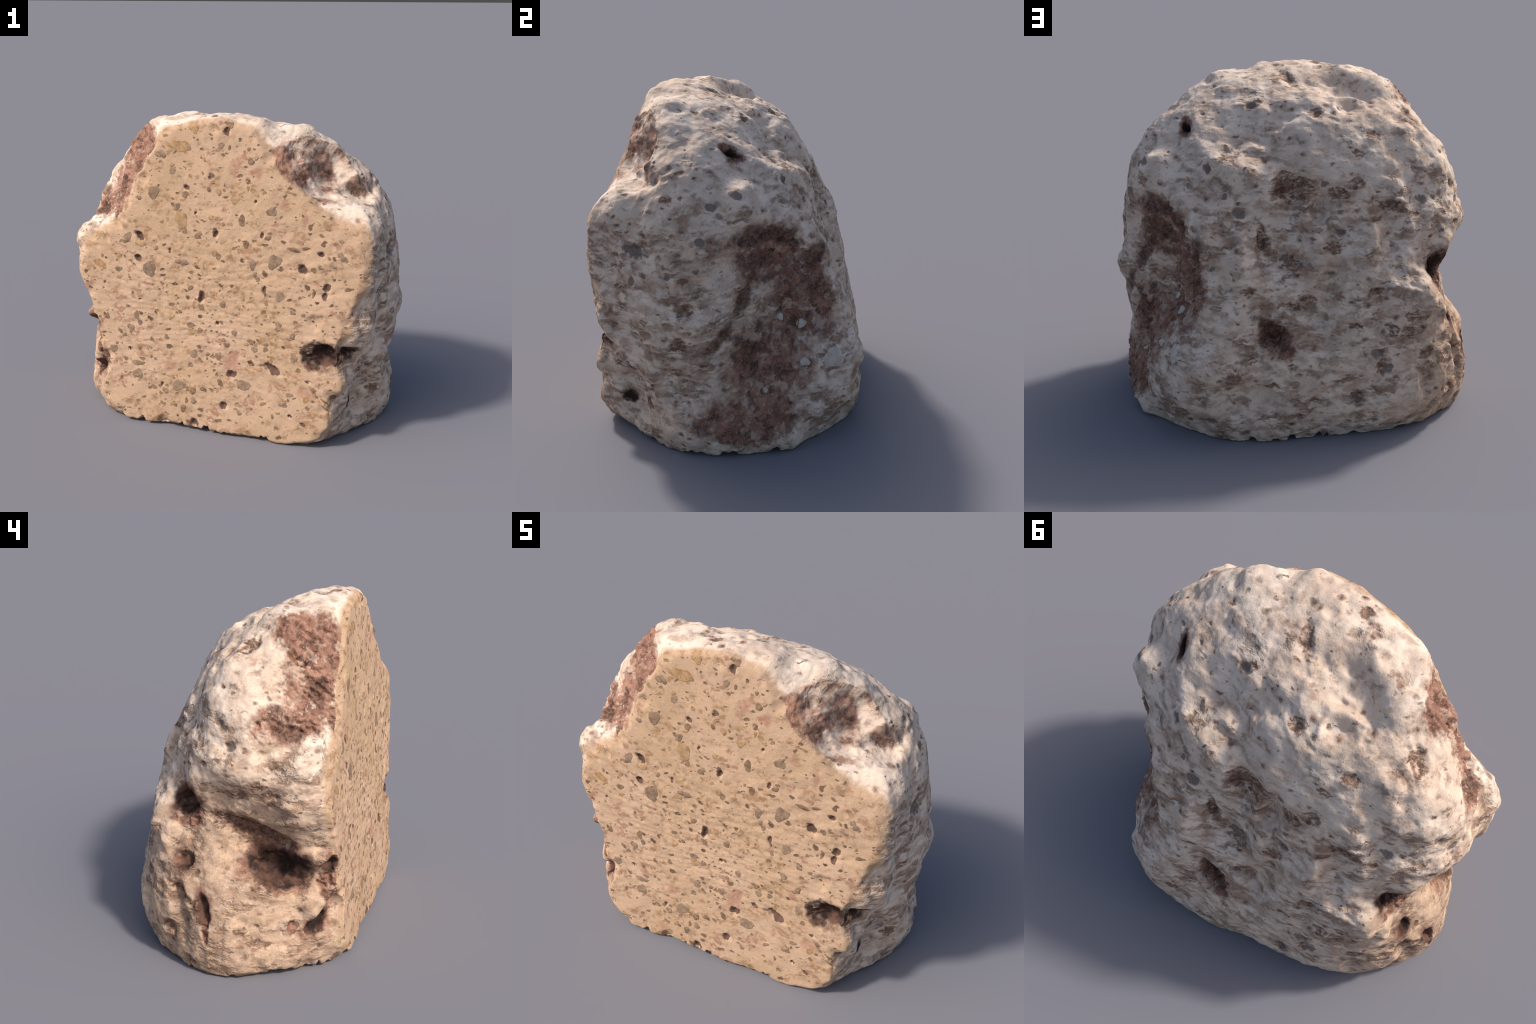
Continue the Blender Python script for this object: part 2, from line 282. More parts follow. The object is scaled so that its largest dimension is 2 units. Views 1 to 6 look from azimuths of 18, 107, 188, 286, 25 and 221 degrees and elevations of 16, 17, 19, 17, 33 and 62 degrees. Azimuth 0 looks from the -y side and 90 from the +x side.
def loft_radius(d):
    rows, cols = _net.shape
    az = np.degrees(np.arctan2(d[:, 0], -d[:, 1])) % 360 / 22.5
    el = np.degrees(np.arcsin(np.clip(d[:, 2], -1, 1)))
    fe = np.interp(el, _els, np.arange(rows))
    ia, ie = np.floor(az).astype(int), np.clip(np.floor(fe).astype(int), 0, rows - 2)
    wa, we = catmull(az - ia), catmull(fe - ie)
    r = np.zeros(len(d))
    for j in range(4):
        row = ie + j - 1
        over = row >= rows                      # past the crown: down the far side
        row = np.clip(np.where(over, 2 * (rows - 1) - row, row), 0, rows - 1)
        for k in range(4):
            col = (ia + k - 1 + np.where(over, 8, 0)) % cols
            r += we[j] * wa[k] * _net[row, col]
    return r


def smin(a, b, k):
    h = np.clip(0.5 + 0.5 * (b - a) / k, 0, 1)
    return b + (a - b) * h - k * h * (1 - h)


# chipped corner: an ellipsoid bitten out of the upper right corner
CHIP_C = np.array([0.72, -0.60, 1.58])
_a = math.radians(12)
CHIP_AX = np.array([[math.cos(_a), 0, -math.sin(_a)], [0, 1, 0], [math.sin(_a), 0, math.cos(_a)]])
CHIP_R = np.array([0.38, 0.31, 0.19])


def chip_entry(d, swell):
    o = (CHIP_AX @ (HEART - CHIP_C)) / CHIP_R
    q = (d @ CHIP_AX.T) / CHIP_R
    a, b, c = (q * q).sum(1), q @ o, o @ o - swell
    disc = b * b - a * c
    t = np.where(disc > 0, (-b - np.sqrt(np.maximum(disc, 0))) / a, 9.0)
    return np.where(t > 0, t, 9.0)


def frame(n):
    """Right, up and outward axes of the tangent plane, as seen from outside."""
    n = n / np.linalg.norm(n)
    up = np.array([0, 0, 1.0]) - n * n[2]
    up /= np.linalg.norm(up)
    return np.cross(up, n), up, n


def tilted(n, tilt):
    u, v, n = frame(n)
    c, s = math.cos(math.radians(tilt)), math.sin(math.radians(tilt))
    return u * c + v * s, v * c - u * s, n


def loft_normal(c):
    d = np.asarray(c, float) - HEART
    if np.dot(CUT_N, c) > CUT_D - 0.035:
        return CUT_N
    d /= np.linalg.norm(d)
    u, v, n = frame(d)
    e = 0.06
    q = np.array([d + e * u, d - e * u, d + e * v, d - e * v])
    q /= np.linalg.norm(q, axis=1)[:, None]
    p = q * loft_radius(q)[:, None]
    n = np.cross(p[0] - p[1], p[2] - p[3])
    return n / np.linalg.norm(n)


def cut_point(x, z):
    y = (CUT_D - CUT_N[0] * x - CUT_N[2] * z) / CUT_N[1]
    return np.array([x, y, z])


# ------------------------------------------------------------------ mesh of the whole stone
def cube_sphere(n):
    """Vertices of a sphere mapped from a cube, shared along its edges, and its quads."""
    t = np.tan(np.linspace(-math.pi / 4, math.pi / 4, n + 1))
    a, b = np.meshgrid(t, t, indexing="ij")
    one = np.ones_like(a)
    sides = [(one, a, b), (-one, b, a), (b, one, a), (a, -one, b), (a, b, one), (b, a, -one)]
    pts = np.concatenate([np.stack(s, -1).reshape(-1, 3) for s in sides])
    idx = np.arange((n + 1) ** 2).reshape(n + 1, n + 1)
    quad = np.stack([idx[:-1, :-1], idx[1:, :-1], idx[1:, 1:], idx[:-1, 1:]], -1).reshape(-1, 4)
    quads = np.concatenate([quad + k * (n + 1) ** 2 for k in range(6)])
    key = np.round(pts * 1e6).astype(np.int64)
    _, first, inverse = np.unique(key, axis=0, return_index=True, return_inverse=True)
    pts = pts[first]
    return pts / np.linalg.norm(pts, axis=1)[:, None], inverse.reshape(-1)[quads]


def vertex_normals(p, quads):
    n = np.zeros_like(p)
    f = np.cross(p[quads[:, 2]] - p[quads[:, 0]], p[quads[:, 3]] - p[quads[:, 1]])
    for k in range(4):
        for ax in range(3):
            n[:, ax] += np.bincount(quads[:, k], weights=f[:, ax], minlength=len(p))
    return n / np.maximum(np.linalg.norm(n, axis=1), 1e-12)[:, None]


D, QUADS = cube_sphere(GRID)
r_rind = loft_radius(D)
P = HEART + D * r_rind[:, None]

for x, y, z, ru, rv, h in BOSSES_BACK + BOSSES_FRONT + BOSSES_MORE + BOSSES_SMALL + BOSSES_FINE:
    c = np.array((x, y, z))
    u, v, n = frame(loft_normal(c))
    near = np.where(np.abs(P - c).max(1) < 1.5 * max(ru, rv))[0]
    q = P[near] - c
    dist = np.sqrt((q @ u / ru) ** 2 + (q @ v / rv) ** 2 + (q @ n / (1.5 * max(ru, rv))) ** 2)
    lean = (D[near] @ n).clip(0.5, 1)
    r_rind[near] += h * (1 - smooth(0.2, 1.35, dist)) / lean
P = HEART + D * r_rind[:, None]
r_rind += 0.008 * smooth(0.22, 0.0, P[:, 2])          # the foot flares a little

# knobbly weathering of the rind
lumps = 0.022 * fbm(P * 6, 2) + 0.011 * fbm(P * 14 + 5, 2)
ridged = 0.008 * (0.28 - np.abs(noise3(P * (9, 9, 12) + 40)))
r_rind = r_rind + lumps + ridged - 0.007

cosf = D @ CUT_N
with np.errstate(divide="ignore", invalid="ignore"):
    wave = 0.006 * noise3(D * 7) + 0.0022 * noise3(D * 22) + 0.004 * noise3(D * (5, 5, 26) + 9)
    r_cut = np.where(cosf > 1e-3, (CUT_D - HEART @ CUT_N + wave) / np.maximum(cosf, 1e-3), 9.0)
    r_cut = np.minimum(r_cut, 9.0)
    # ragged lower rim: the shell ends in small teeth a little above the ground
    az = np.arctan2(D[:, 0], -D[:, 1])
    place = np.stack([np.cos(az) * 3, np.sin(az) * 3, az * 0], 1)
    wander = noise3(np.stack([az * 6, az * 0 + 3.3, az * 0], 1)) + 0.5 * noise3(np.stack([az * 15, az * 0 + 8.1, az * 0], 1))
    tooth = np.maximum(0, 0.16 - np.abs(wander)) / 0.16
    rim = 0.034 * tooth * smooth(-0.2, 0.1, noise3(place * 1.7)) + 0.010 * np.abs(noise3(np.stack([az * 40, az * 0, az * 0], 1)))
    rim += 0.014 * smooth(0.2, 0.9, np.cos(az + 0.6))
    rim -= rim.min()
    r_low = np.where(D[:, 2] < -1e-3, (HEART[2] - rim) / np.maximum(-D[:, 2], 1e-3), 9.0)
    r_low = np.minimum(r_low, 9.0)

r_body = smin(r_rind, r_cut, 0.013)
rough = 1 + 0.10 * fbm(D * 7, 2)
r_chip = chip_entry(D, rough)
is_chip = r_chip < r_body - 0.003
r_top = smin(r_body, r_chip + 0.004, 0.008)
R = np.minimum(r_top, r_low)
chip_depth = np.maximum(r_body - r_chip, 0.0)
is_low = r_low <= r_top
P = HEART + D * R[:, None]

# dents and swellings, pushed along the surface normal of each feature
shift = np.zeros_like(P)
ragged = fbm(P * 22, 2)
wall_side = ~is_low


BOX = 0.1
_cell = np.floor((P + 2) / BOX).astype(np.int64) @ np.array([10000, 100, 1])
_order = np.argsort(_cell, kind="stable")
_sorted = _cell[_order]


def close_by(c, reach):
    """Vertices in the grid boxes within reach of c."""
    a, b = np.floor((c - reach + 2) / BOX).astype(int), np.floor((c + reach + 2) / BOX).astype(int)
    got = []
    for i in range(a[0], b[0] + 1):
        for j in range(a[1], b[1] + 1):
            key = i * 10000 + j * 100
            lo, hi = np.searchsorted(_sorted, (key + a[2], key + b[2] + 1))
            got.append(_order[lo:hi])
    return np.concatenate(got)


def press(c, ru, rv, tilt, depth, n=None, edge=0.25, rag=0.35, only=None):
    c = np.asarray(c, float)
    reach = 1.6 * max(ru, rv)
    near = close_by(c, reach)
    near = near[wall_side[near]]
    if not len(near):
        return
    n = loft_normal(c) if n is None else n
    u, v, n = tilted(n, tilt)
    q = P[near] - c
    dist = np.sqrt((q @ u / ru) ** 2 + (q @ v / rv) ** 2 + (q @ n / (1.5 * max(ru, rv))) ** 2) + rag * ragged[near]
    amount = (1 - smooth(edge, 1.15, dist)) * depth
    if only is not None:                         # fill, but not past the old surface
        amount = np.maximum(amount * smooth(0, 0.05, only[near]), -0.75 * only[near])
    shift[near] -= n * amount[:, None]


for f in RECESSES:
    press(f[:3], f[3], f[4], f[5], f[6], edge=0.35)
for f in HOLLOWS + SWELLS + SCARS + PAINTED_GLOOM:
    if f[6]:
        press(f[:3], f[3], f[4], f[5], f[6], edge=0.1)
for f in CHIP_RELIEF:
    press(f[:3], f[3], f[4], f[5], f[6], n=CHIP_OUT, edge=0.1, rag=0.1, only=chip_depth if f[6] < 0 else None)
for x, z, w, h, tilt in FACE_PIT:
    press(cut_point(x, z), w, h, tilt, 0.55 * min(w, h) + 0.004, n=CUT_N, edge=0.25, rag=0.7)
for x, y, z, r in RIND_PIT:
    press((x, y, z), r * 1.1, r * 0.9, 0, 0.35 * r, edge=0.2)
for x, y, z, r in RIND_STAIN:
    press((x, y, z), r * 1.1, r * 0.9, 0, 0.18 * r, edge=0.1)

bare = np.where(wall_side & (P @ CUT_N < CUT_D - 0.04))[0]
for _ in range(330):
    i = bare[rng.randrange(len(bare))]
    s = rng.choice((0.014, 0.018, 0.024, 0.032, 0.045)) * rng.uniform(0.85, 1.2)
    press(P[i], s * rng.uniform(0.8, 1.5), s, rng.uniform(-40, 40), s * rng.uniform(0.2, 0.45), edge=0.15)

edge_zone = np.where(wall_side & (np.abs(r_rind - r_cut) < 0.02))[0]
for _ in range(22):                                   # chips along the sawn edge
    i = edge_zone[rng.randrange(len(edge_zone))]
    s = rng.uniform(0.015, 0.045)
    press(P[i], s * 1.2, s, rng.uniform(-60, 60), s * rng.uniform(0.25, 0.5), edge=0.2)

# fine erosion: scattered small pits over the rind, streaky fracture grain in scars
on_cut = smooth(-0.03, -0.006, P @ CUT_N - CUT_D)
scar_amount = np.zeros(len(P))
for f in SCARS:
    u, v, n = tilted(loft_normal(f[:3]), f[5])
    q = P - np.array(f[:3])
    dist = np.sqrt((q @ u / f[3]) ** 2 + (q @ v / f[4]) ** 2 + (q @ n / (1.2 * max(f[3], f[4]))) ** 2) + 0.35 * ragged
    scar_amount = np.maximum(scar_amount, 1 - smooth(0.7, 1.1, dist))
scar_amount *= 1 - on_cut
N0 = vertex_normals(P + shift, QUADS)
grain = np.where(on_cut > 0.5, 0.0016, 0.0024) * fbm(P * (34, 34, 46), 3)
streak = scar_amount * 0.026 * fbm(np.stack([(P[:, 0] + P[:, 2]) * 30, P[:, 1] * 30, (P[:, 2] - P[:, 0]) * 12], 1), 3)
chipped = is_chip * 0.013 * fbm(P * 11, 3)
shift += N0 * ((grain + streak + chipped) * wall_side)[:, None]
P = P + shift
P[:, 2] = np.maximum(P[:, 2], 0.0)
P[:, 2] -= P[:, 2].min()
NORMALS = vertex_normals(P, QUADS)


# ------------------------------------------------------------------ materials
class Nodes:
    """Small helper to wire a material's nodes."""

    def __init__(self, name):
        self.mat = bpy.data.materials.new(name)
        self.mat.use_nodes = True
        self.t = self.mat.node_tree
        self.t.nodes.clear()
        self.out = self.t.nodes.new("ShaderNodeOutputMaterial")
        self.bsdf = self.t.nodes.new("ShaderNodeBsdfPrincipled")
        self.t.links.new(self.bsdf.outputs[0], self.out.inputs[0])
        self.pos = self.t.nodes.new("ShaderNodeTexCoord").outputs["Object"]

    def put(self, node, key, value):
        s = node.inputs[key]
        if isinstance(value, bpy.types.NodeSocket):
            self.t.links.new(value, s)
        elif hasattr(s.default_value, "__len__") and len(s.default_value) == 4 and len(value) == 3:
            s.default_value = (*value, 1)
        else:
            s.default_value = value

    def math(self, op, a, b=None, clamp=False):
        m = self.t.nodes.new("ShaderNodeMath")
        m.operation, m.use_clamp = op, clamp
        self.put(m, 0, a)
        if b is not None:
            self.put(m, 1, b)
        return m.outputs[0]

    def vec(self, op, a, b=None, scale=None):
        m = self.t.nodes.new("ShaderNodeVectorMath")
        m.operation = op
        self.put(m, 0, a)
        if b is not None:
            self.put(m, 1, b)
        if scale is not None:
            self.put(m, "Scale", scale)
        return m.outputs["Value" if op in ("LENGTH", "DOT_PRODUCT") else "Vector"]

    def step(self, x, lo, hi, a=0.0, b=1.0):
        m = self.t.nodes.new("ShaderNodeMapRange")
        m.interpolation_type = "SMOOTHSTEP"
        for k, val in enumerate((x, lo, hi, a, b)):
            self.put(m, k, val)
        return m.outputs[0]

    def mix(self, fac, a, b):
        m = self.t.nodes.new("ShaderNodeMix")
        m.data_type = "RGBA"
        self.put(m, 0, fac)
        self.put(m, 6, a)
        self.put(m, 7, b)
        return m.outputs[2]

    def noise(self, scale, detail=3.0, rough=0.55, vector=None, colour=False):
        m = self.t.nodes.new("ShaderNodeTexNoise")
        self.put(m, "Vector", vector or self.pos)
        self.put(m, "Scale", scale)
        self.put(m, "Detail", detail)
        self.put(m, "Roughness", rough)
        return m.outputs["Color" if colour else "Fac"]

    def voronoi(self, scale, vector):
        m = self.t.nodes.new("ShaderNodeTexVoronoi")
        self.put(m, "Vector", vector)
        self.put(m, "Scale", scale)
        s = self.t.nodes.new("ShaderNodeSeparateColor")
        self.t.links.new(m.outputs["Color"], s.inputs[0])
        return m.outputs["Distance"], s.outputs

    def stretch(self, vector, scale, rot=(0, 0, 0)):
        m = self.t.nodes.new("ShaderNodeMapping")
        self.put(m, "Vector", vector)
        m.inputs["Scale"].default_value = scale
        m.inputs["Rotation"].default_value = rot
        return m.outputs[0]

    def spot(self, vector, c, u, v, n, size, hard, soft):
        """1 inside an ellipsoid with axes u, v, n, falling to 0 past its rim."""
        m = self.t.nodes.new("ShaderNodeMapping")
        m.vector_type = "TEXTURE"
        self.put(m, "Vector", vector)
        m.inputs["Location"].default_value = tuple(c)
        m.inputs["Rotation"].default_value = Matrix((u, v, n)).transposed().to_euler("XYZ")
        m.inputs["Scale"].default_value = size
        return self.step(self.vec("LENGTH", m.outputs[0]), hard, soft, 1.0, 0.0)

    def ragged(self, mask, noise, amount=0.9, lo=0.40, hi=0.56):
        """Break up the rim of a soft mask with a noise."""
        wob = self.math("MULTIPLY", self.math("SUBTRACT", noise, 0.5), amount * 2)
        return self.step(self.math("ADD", mask, wob), lo, hi)

    def any_of(self, masks):
        """Union of masks; folded one by one, so that few stay alive at a time."""
        out = None
        for m in masks:
            out = m if out is None else self.math("MAXIMUM", out, m)
        return out


def holes(k, vector, scale, biggest, few, soft=0.6):
    """Scattered round pits: a mask and the random colours of their cells."""
    dist, cell = k.voronoi(scale, vector)
    size = k.step(cell[0], few, 1.0, 0.0, biggest)
    mask = k.step(dist, size, k.math("MULTIPLY", size, soft), 0.0, 1.0)
    return k.math("MULTIPLY", mask, k.step(size, 0.02, 0.08)), cell


def feature_spot(k, vector, f, hard=0.65, soft=1.15, grow=1.0):
    u, v, n = tilted(loft_normal(f[:3]), f[5])
    return k.spot(vector, f[:3], u, v, n, (f[3] * grow, f[4] * grow, 0.06 + 1.5 * max(f[3], f[4])), hard, soft)


def reaches(c, size, zone):
    """Whether a feature touches the part of the surface that a zone covers."""
    return zone is None or len(zone) and np.min(np.abs(zone - np.asarray(c)).max(1)) < 1.25 * size + 0.05


def stone(name, sawn, zone=None):
    k = Nodes(name)
    w1 = k.vec("SCALE", k.vec("SUBTRACT", k.noise(11, 2, colour=True), (0.5, 0.5, 0.5)), scale=0.055)
    w2 = k.vec("SCALE", k.vec("SUBTRACT", k.noise(42, 2, colour=True), (0.5, 0.5, 0.5)), scale=0.022)
    pw = k.vec("ADD", k.pos, k.vec("ADD", w1, w2))
    big, mid, fine = k.noise(2.6, 3), k.noise(9, 4), k.noise(38, 4, 0.65)
    vfine = k.noise(110, 3, 0.6)
    # tan interior stone
    tan = k.mix(k.step(big, 0.35, 0.65), (0.465, 0.305, 0.190), (0.508, 0.337, 0.226))
    tan = k.mix(k.step(mid, 0.42, 0.66, 0.0, 0.5), tan, (0.39, 0.26, 0.16))
    tan = k.mix(k.step(vfine, 0.50, 0.72, 0.0, 0.5), tan, (0.58, 0.43, 0.31))
    # weathered rind, warmer low on the broken flank
    pale = k.mix(k.step(big, 0.38, 0.62), (0.735, 0.592, 0.478), (0.685, 0.522, 0.402))
    flank = k.spot(pw, (-0.85, -0.2, 0.25), (1, 0, 0), (0, 1, 0), (0, 0, 1), (0.55, 0.75, 0.95), 0.5, 1.1) if not sawn else 0.0
    pale = k.mix(flank, pale, k.mix(k.step(mid, 0.4, 0.6), (0.55, 0.375, 0.25), (0.48, 0.31, 0.20)))
    pale = k.mix(k.step(mid, 0.42, 0.64, 0.0, 0.6), pale, (0.51, 0.37, 0.28))
    pale = k.mix(k.step(vfine, 0.50, 0.72, 0.0, 0.45), pale, (0.76, 0.645, 0.54))
    # distance to the saw cut decides which of the two shows
    off = k.math("SUBTRACT", k.vec("DOT_PRODUCT", k.pos, tuple(CUT_N)), CUT_D)
    off = k.math("ADD", off, k.math("MULTIPLY", k.math("SUBTRACT", mid, 0.5), 0.03))
    cut = k.step(off, -0.042, -0.020)
    col = k.mix(cut, pale, tan)
    height = k.math("ADD", k.math("MULTIPLY", fine, 0.5), k.math("MULTIPLY", vfine, 0.25))

    brown = k.mix(k.step(fine, 0.36, 0.62), (0.085, 0.046, 0.032), (0.25, 0.145, 0.094))
    grey = k.mix(fine, (0.20, 0.155, 0.13), (0.38, 0.30, 0.25))
    # flecks of pumice and crystals, and scattered small pits
    if sawn:
        flat = k.stretch(pw, (1.0, 0.35, 1.5), (0, 0.2, 0))
        fleck = k.math("MULTIPLY", k.step(k.noise(10, 3, 0.6, flat), 0.47, 0.61), k.step(k.noise(26, 3, 0.6, flat), 0.42, 0.60))
        col = k.mix(k.math("MULTIPLY", fleck, 0.75), col, k.mix(k.step(big, 0.4, 0.6), (0.26, 0.145, 0.068), (0.27, 0.135, 0.085)))
        for scale, biggest, few, fac in ((11, 0.27, 0.08, 0.95), (18, 0.36, 0.12, 0.92), (30, 0.34, 0.3, 0.85)):
            m, cell = holes(k, flat, scale, biggest, few, 0.5)
            tint = k.mix(cell[1], (0.085, 0.048, 0.032), (0.27, 0.165, 0.095))
            col = k.mix(k.math("MULTIPLY", m, fac), col, tint)
            if scale == 18:
                height = k.math("SUBTRACT", height, k.math("MULTIPLY", m, 0.7))
    else:
        flat = k.stretch(pw, (1.0, 1.0, 1.6))
        streaky = k.stretch(pw, (1.0, 1.0, 2.6), (0.25, 0.0, 0.0))
        keep = k.math("SUBTRACT", 1.0, cut)
        open_top = k.step(k.vec("DOT_PRODUCT", pw, (0.0, 0.25, -1.0)), -1.5, -1.1, 0.12, 0.0)
        blot = k.math("MULTIPLY", k.step(k.math("SUBTRACT", k.noise(6, 3, 0.58, flat), open_top), 0.44, 0.60), k.step(k.noise(14, 4, 0.6, streaky), 0.38, 0.58))
        col = k.mix(k.math("MULTIPLY", k.math("MULTIPLY", blot, keep), 0.9), col, k.mix(k.step(fine, 0.35, 0.6), (0.115, 0.065, 0.044), (0.30, 0.185, 0.122)))
        haze = k.step(k.math("SUBTRACT", k.noise(11, 3, 0.55, streaky), k.math("MULTIPLY", open_top, 0.6)), 0.46, 0.64)
        col = k.mix(k.math("MULTIPLY", k.math("MULTIPLY", haze, keep), 0.62), col, (0.37, 0.235, 0.158))
        height = k.math("SUBTRACT", height, k.math("MULTIPLY", blot, 0.9))
        for scale, biggest, few, fac in ((7, 0.30, 0.25, 0.95), (13.5, 0.40, 0.12, 0.95), (25, 0.37, 0.4, 0.8)):
            m, cell = holes(k, flat, scale, biggest, few, 0.1)
            m = k.math("MULTIPLY", m, keep)
            tint = k.mix(k.step(cell[1], 0.7, 0.9), brown, grey)
            col = k.mix(k.math("MULTIPLY", m, fac), col, tint)
            if scale == 13.5:
                height = k.math("SUBTRACT", height, k.math("MULTIPLY", m, 0.9))

    red = k.mix(k.step(mid, 0.35, 0.65), (0.325, 0.165, 0.112), (0.205, 0.096, 0.065))
    red = k.mix(k.step(k.noise(15, 4, 0.6), 0.50, 0.60, 0.0, 0.85), red, (0.10, 0.05, 0.036))
    red = k.mix(k.step(k.noise(12, 4, 0.6, k.vec("ADD", k.pos, (3.0, 1.0, 2.0))), 0.54, 0.62, 0.0, 0.75), red, (0.50, 0.36, 0.275))
    red = k.mix(k.step(vfine, 0.57, 0.68, 0.0, 0.6), red, (0.50, 0.36, 0.27))
    recess_dark = k.mix(k.step(mid, 0.42, 0.66), (0.032, 0.019, 0.016), (0.13, 0.068, 0.047))  # near-black to dark brown colour for the deep recesses

    if sawn:
        def face(rows, hard, soft, grow=1.0):
            return k.any_of(k.spot(pw, cut_point(x, z), *tilted(CUT_N, tilt), (a * grow, b * grow, 0.15), hard, soft)
                            for x, z, a, b, tilt in rows)
        col = k.mix(k.math("MULTIPLY", face(FACE_RED, 0.5, 1.25), k.step(fine, 0.35, 0.55, 0.35, 0.8)), col, (0.36, 0.19, 0.13))
        col = k.mix(k.ragged(face(FACE_PIT, 0.4, 1.3), k.noise(30, 3, 0.6), 0.8, 0.30, 0.60), col, k.mix(fine, (0.06, 0.035, 0.03), (0.20, 0.115, 0.08)))
    else:
        rip = k.noise(24, 4, 0.62)
        here = lambda rows: [f for f in rows if reaches(f[:3], max(f[3], f[4]), zone)]
        stains = here(HOLLOWS + [(x, y, z, r * 1.15, r * 0.8, 0) for x, y, z, r in RIND_STAIN])
        if stains:
            col = k.mix(k.math("MULTIPLY", k.ragged(k.any_of(feature_spot(k, pw, f, 0.4, 1.35) for f in stains), k.noise(17, 4, 0.66, streaky), 1.3, 0.25, 0.75), k.step(k.noise(28, 4, 0.65, streaky), 0.36, 0.56, 0.25, 0.95)), col, brown)
        # inside of the chipped corner
        tear = k.noise(6.5, 5, 0.66)
        if here(SCARS + RECESSES[:7]):
            scar = k.any_of(feature_spot(k, pw, f, 0.45, 1.3) for f in here(SCARS + [(*f[:3], f[3] * 1.35 + 0.015, f[4] * 1.35 + 0.015, f[5]) for f in RECESSES[:7]]))
            col = k.mix(k.math("MULTIPLY", k.ragged(scar, tear, 1.3, 0.15, 0.85), 0.95), col, red)
        if reaches(CHIP_C, 0.3, zone):
            q = k.spot(pw, CHIP_C, *CHIP_AX, tuple(CHIP_R * 1.04), 0.96, 1.03)
            col = k.mix(k.math("MULTIPLY", q, k.step(k.noise(7, 4, 0.6), 0.40, 0.56, 0.12, 0.9)), col, red)
        if here(PAINTED_GLOOM):
            dark = k.any_of(feature_spot(k, pw, f, 0.2, 1.4) for f in here(PAINTED_GLOOM))
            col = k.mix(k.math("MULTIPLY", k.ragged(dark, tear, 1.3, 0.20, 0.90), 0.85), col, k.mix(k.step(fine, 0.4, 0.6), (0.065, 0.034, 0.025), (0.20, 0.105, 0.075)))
        pits = here([(x, y, z, r * 1.05, r * 0.85, 0) for x, y, z, r in RIND_PIT])
        if pits:
            pits = k.ragged(k.any_of(feature_spot(k, pw, f, 0.4, 1.3) for f in pits), rip, 0.7, 0.25, 0.7)
            col = k.mix(k.math("MULTIPLY", pits, 0.85), col, k.mix(fine, (0.10, 0.075, 0.065), (0.26, 0.2, 0.165)))
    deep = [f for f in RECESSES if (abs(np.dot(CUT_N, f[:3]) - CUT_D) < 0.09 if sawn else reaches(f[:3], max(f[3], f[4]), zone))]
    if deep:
        col = k.mix(k.ragged(k.any_of(feature_spot(k, pw, f, 0.45, 1.3, 1.22) for f in deep), k.noise(12, 4, 0.6), 1.0, 0.10, 0.90), col, recess_dark)
    bump = k.t.nodes.new("ShaderNodeBump")
    k.put(bump, "Strength", 0.75)
    k.put(bump, "Distance", 0.006 if sawn else 0.008)
    k.put(bump, "Height", height)
    k.put(k.bsdf, "Normal", bump.outputs[0])
    k.put(k.bsdf, "Base Color", col)
    k.put(k.bsdf, "Roughness", 0.9)
    k.put(k.bsdf, "Specular IOR Level", 0.2)
    return k.mat


def pebble_material(name, dark, light, rim):
    k = Nodes(name)
    info = k.t.nodes.new("ShaderNodeObjectInfo").outputs["Random"]
    f = k.noise(30, 4, 0.6)
    col = k.mix(k.step(f, 0.35, 0.65), dark, light)
    col = k.mix(k.step(k.noise(75, 3), 0.5, 0.68, 0.0, 0.6), col, rim)
    col = k.mix(k.math("MULTIPLY", info, 0.25), col, (0.40, 0.275, 0.175))
    bump = k.t.nodes.new("ShaderNodeBump")
    k.put(bump, "Strength", 0.5)
    k.put(bump, "Distance", 0.005)
    k.put(bump, "Height", f)
    k.put(k.bsdf, "Normal", bump.outputs[0])
    k.put(k.bsdf, "Base Color", col)
    k.put(k.bsdf, "Roughness", 0.85)
    k.put(k.bsdf, "Specular IOR Level", 0.2)
    return k.mat


FACE_MAT = stone("sawn_stone", True)
# the rind's marks differ from flank to flank: one material for each sixth of it, and one for the top
centre = P[QUADS].mean(1)
_rel = centre - HEART
sector = (np.degrees(np.arctan2(_rel[:, 0], -_rel[:, 1])) // 60 % 6).astype(int)
sector[_rel[:, 2] > 0.95 * np.linalg.norm(_rel[:, :2], axis=1)] = 6
RIND_MATS = [stone("weathered_stone", False, centre[sector == z][::23]) for z in range(7)]

# ------------------------------------------------------------------ objects
root = bpy.data.objects.new("cut_boulder", None)
root["label"] = "pale porous boulder sawn flat on one side, speckled tan"
root["category"] = "rock"
bpy.context.scene.collection.objects.link(root)


def add_object(name, mesh, parent):
    o = bpy.data.objects.new(name, mesh)
    o.parent = parent
    bpy.context.scene.collection.objects.link(o)
    return o


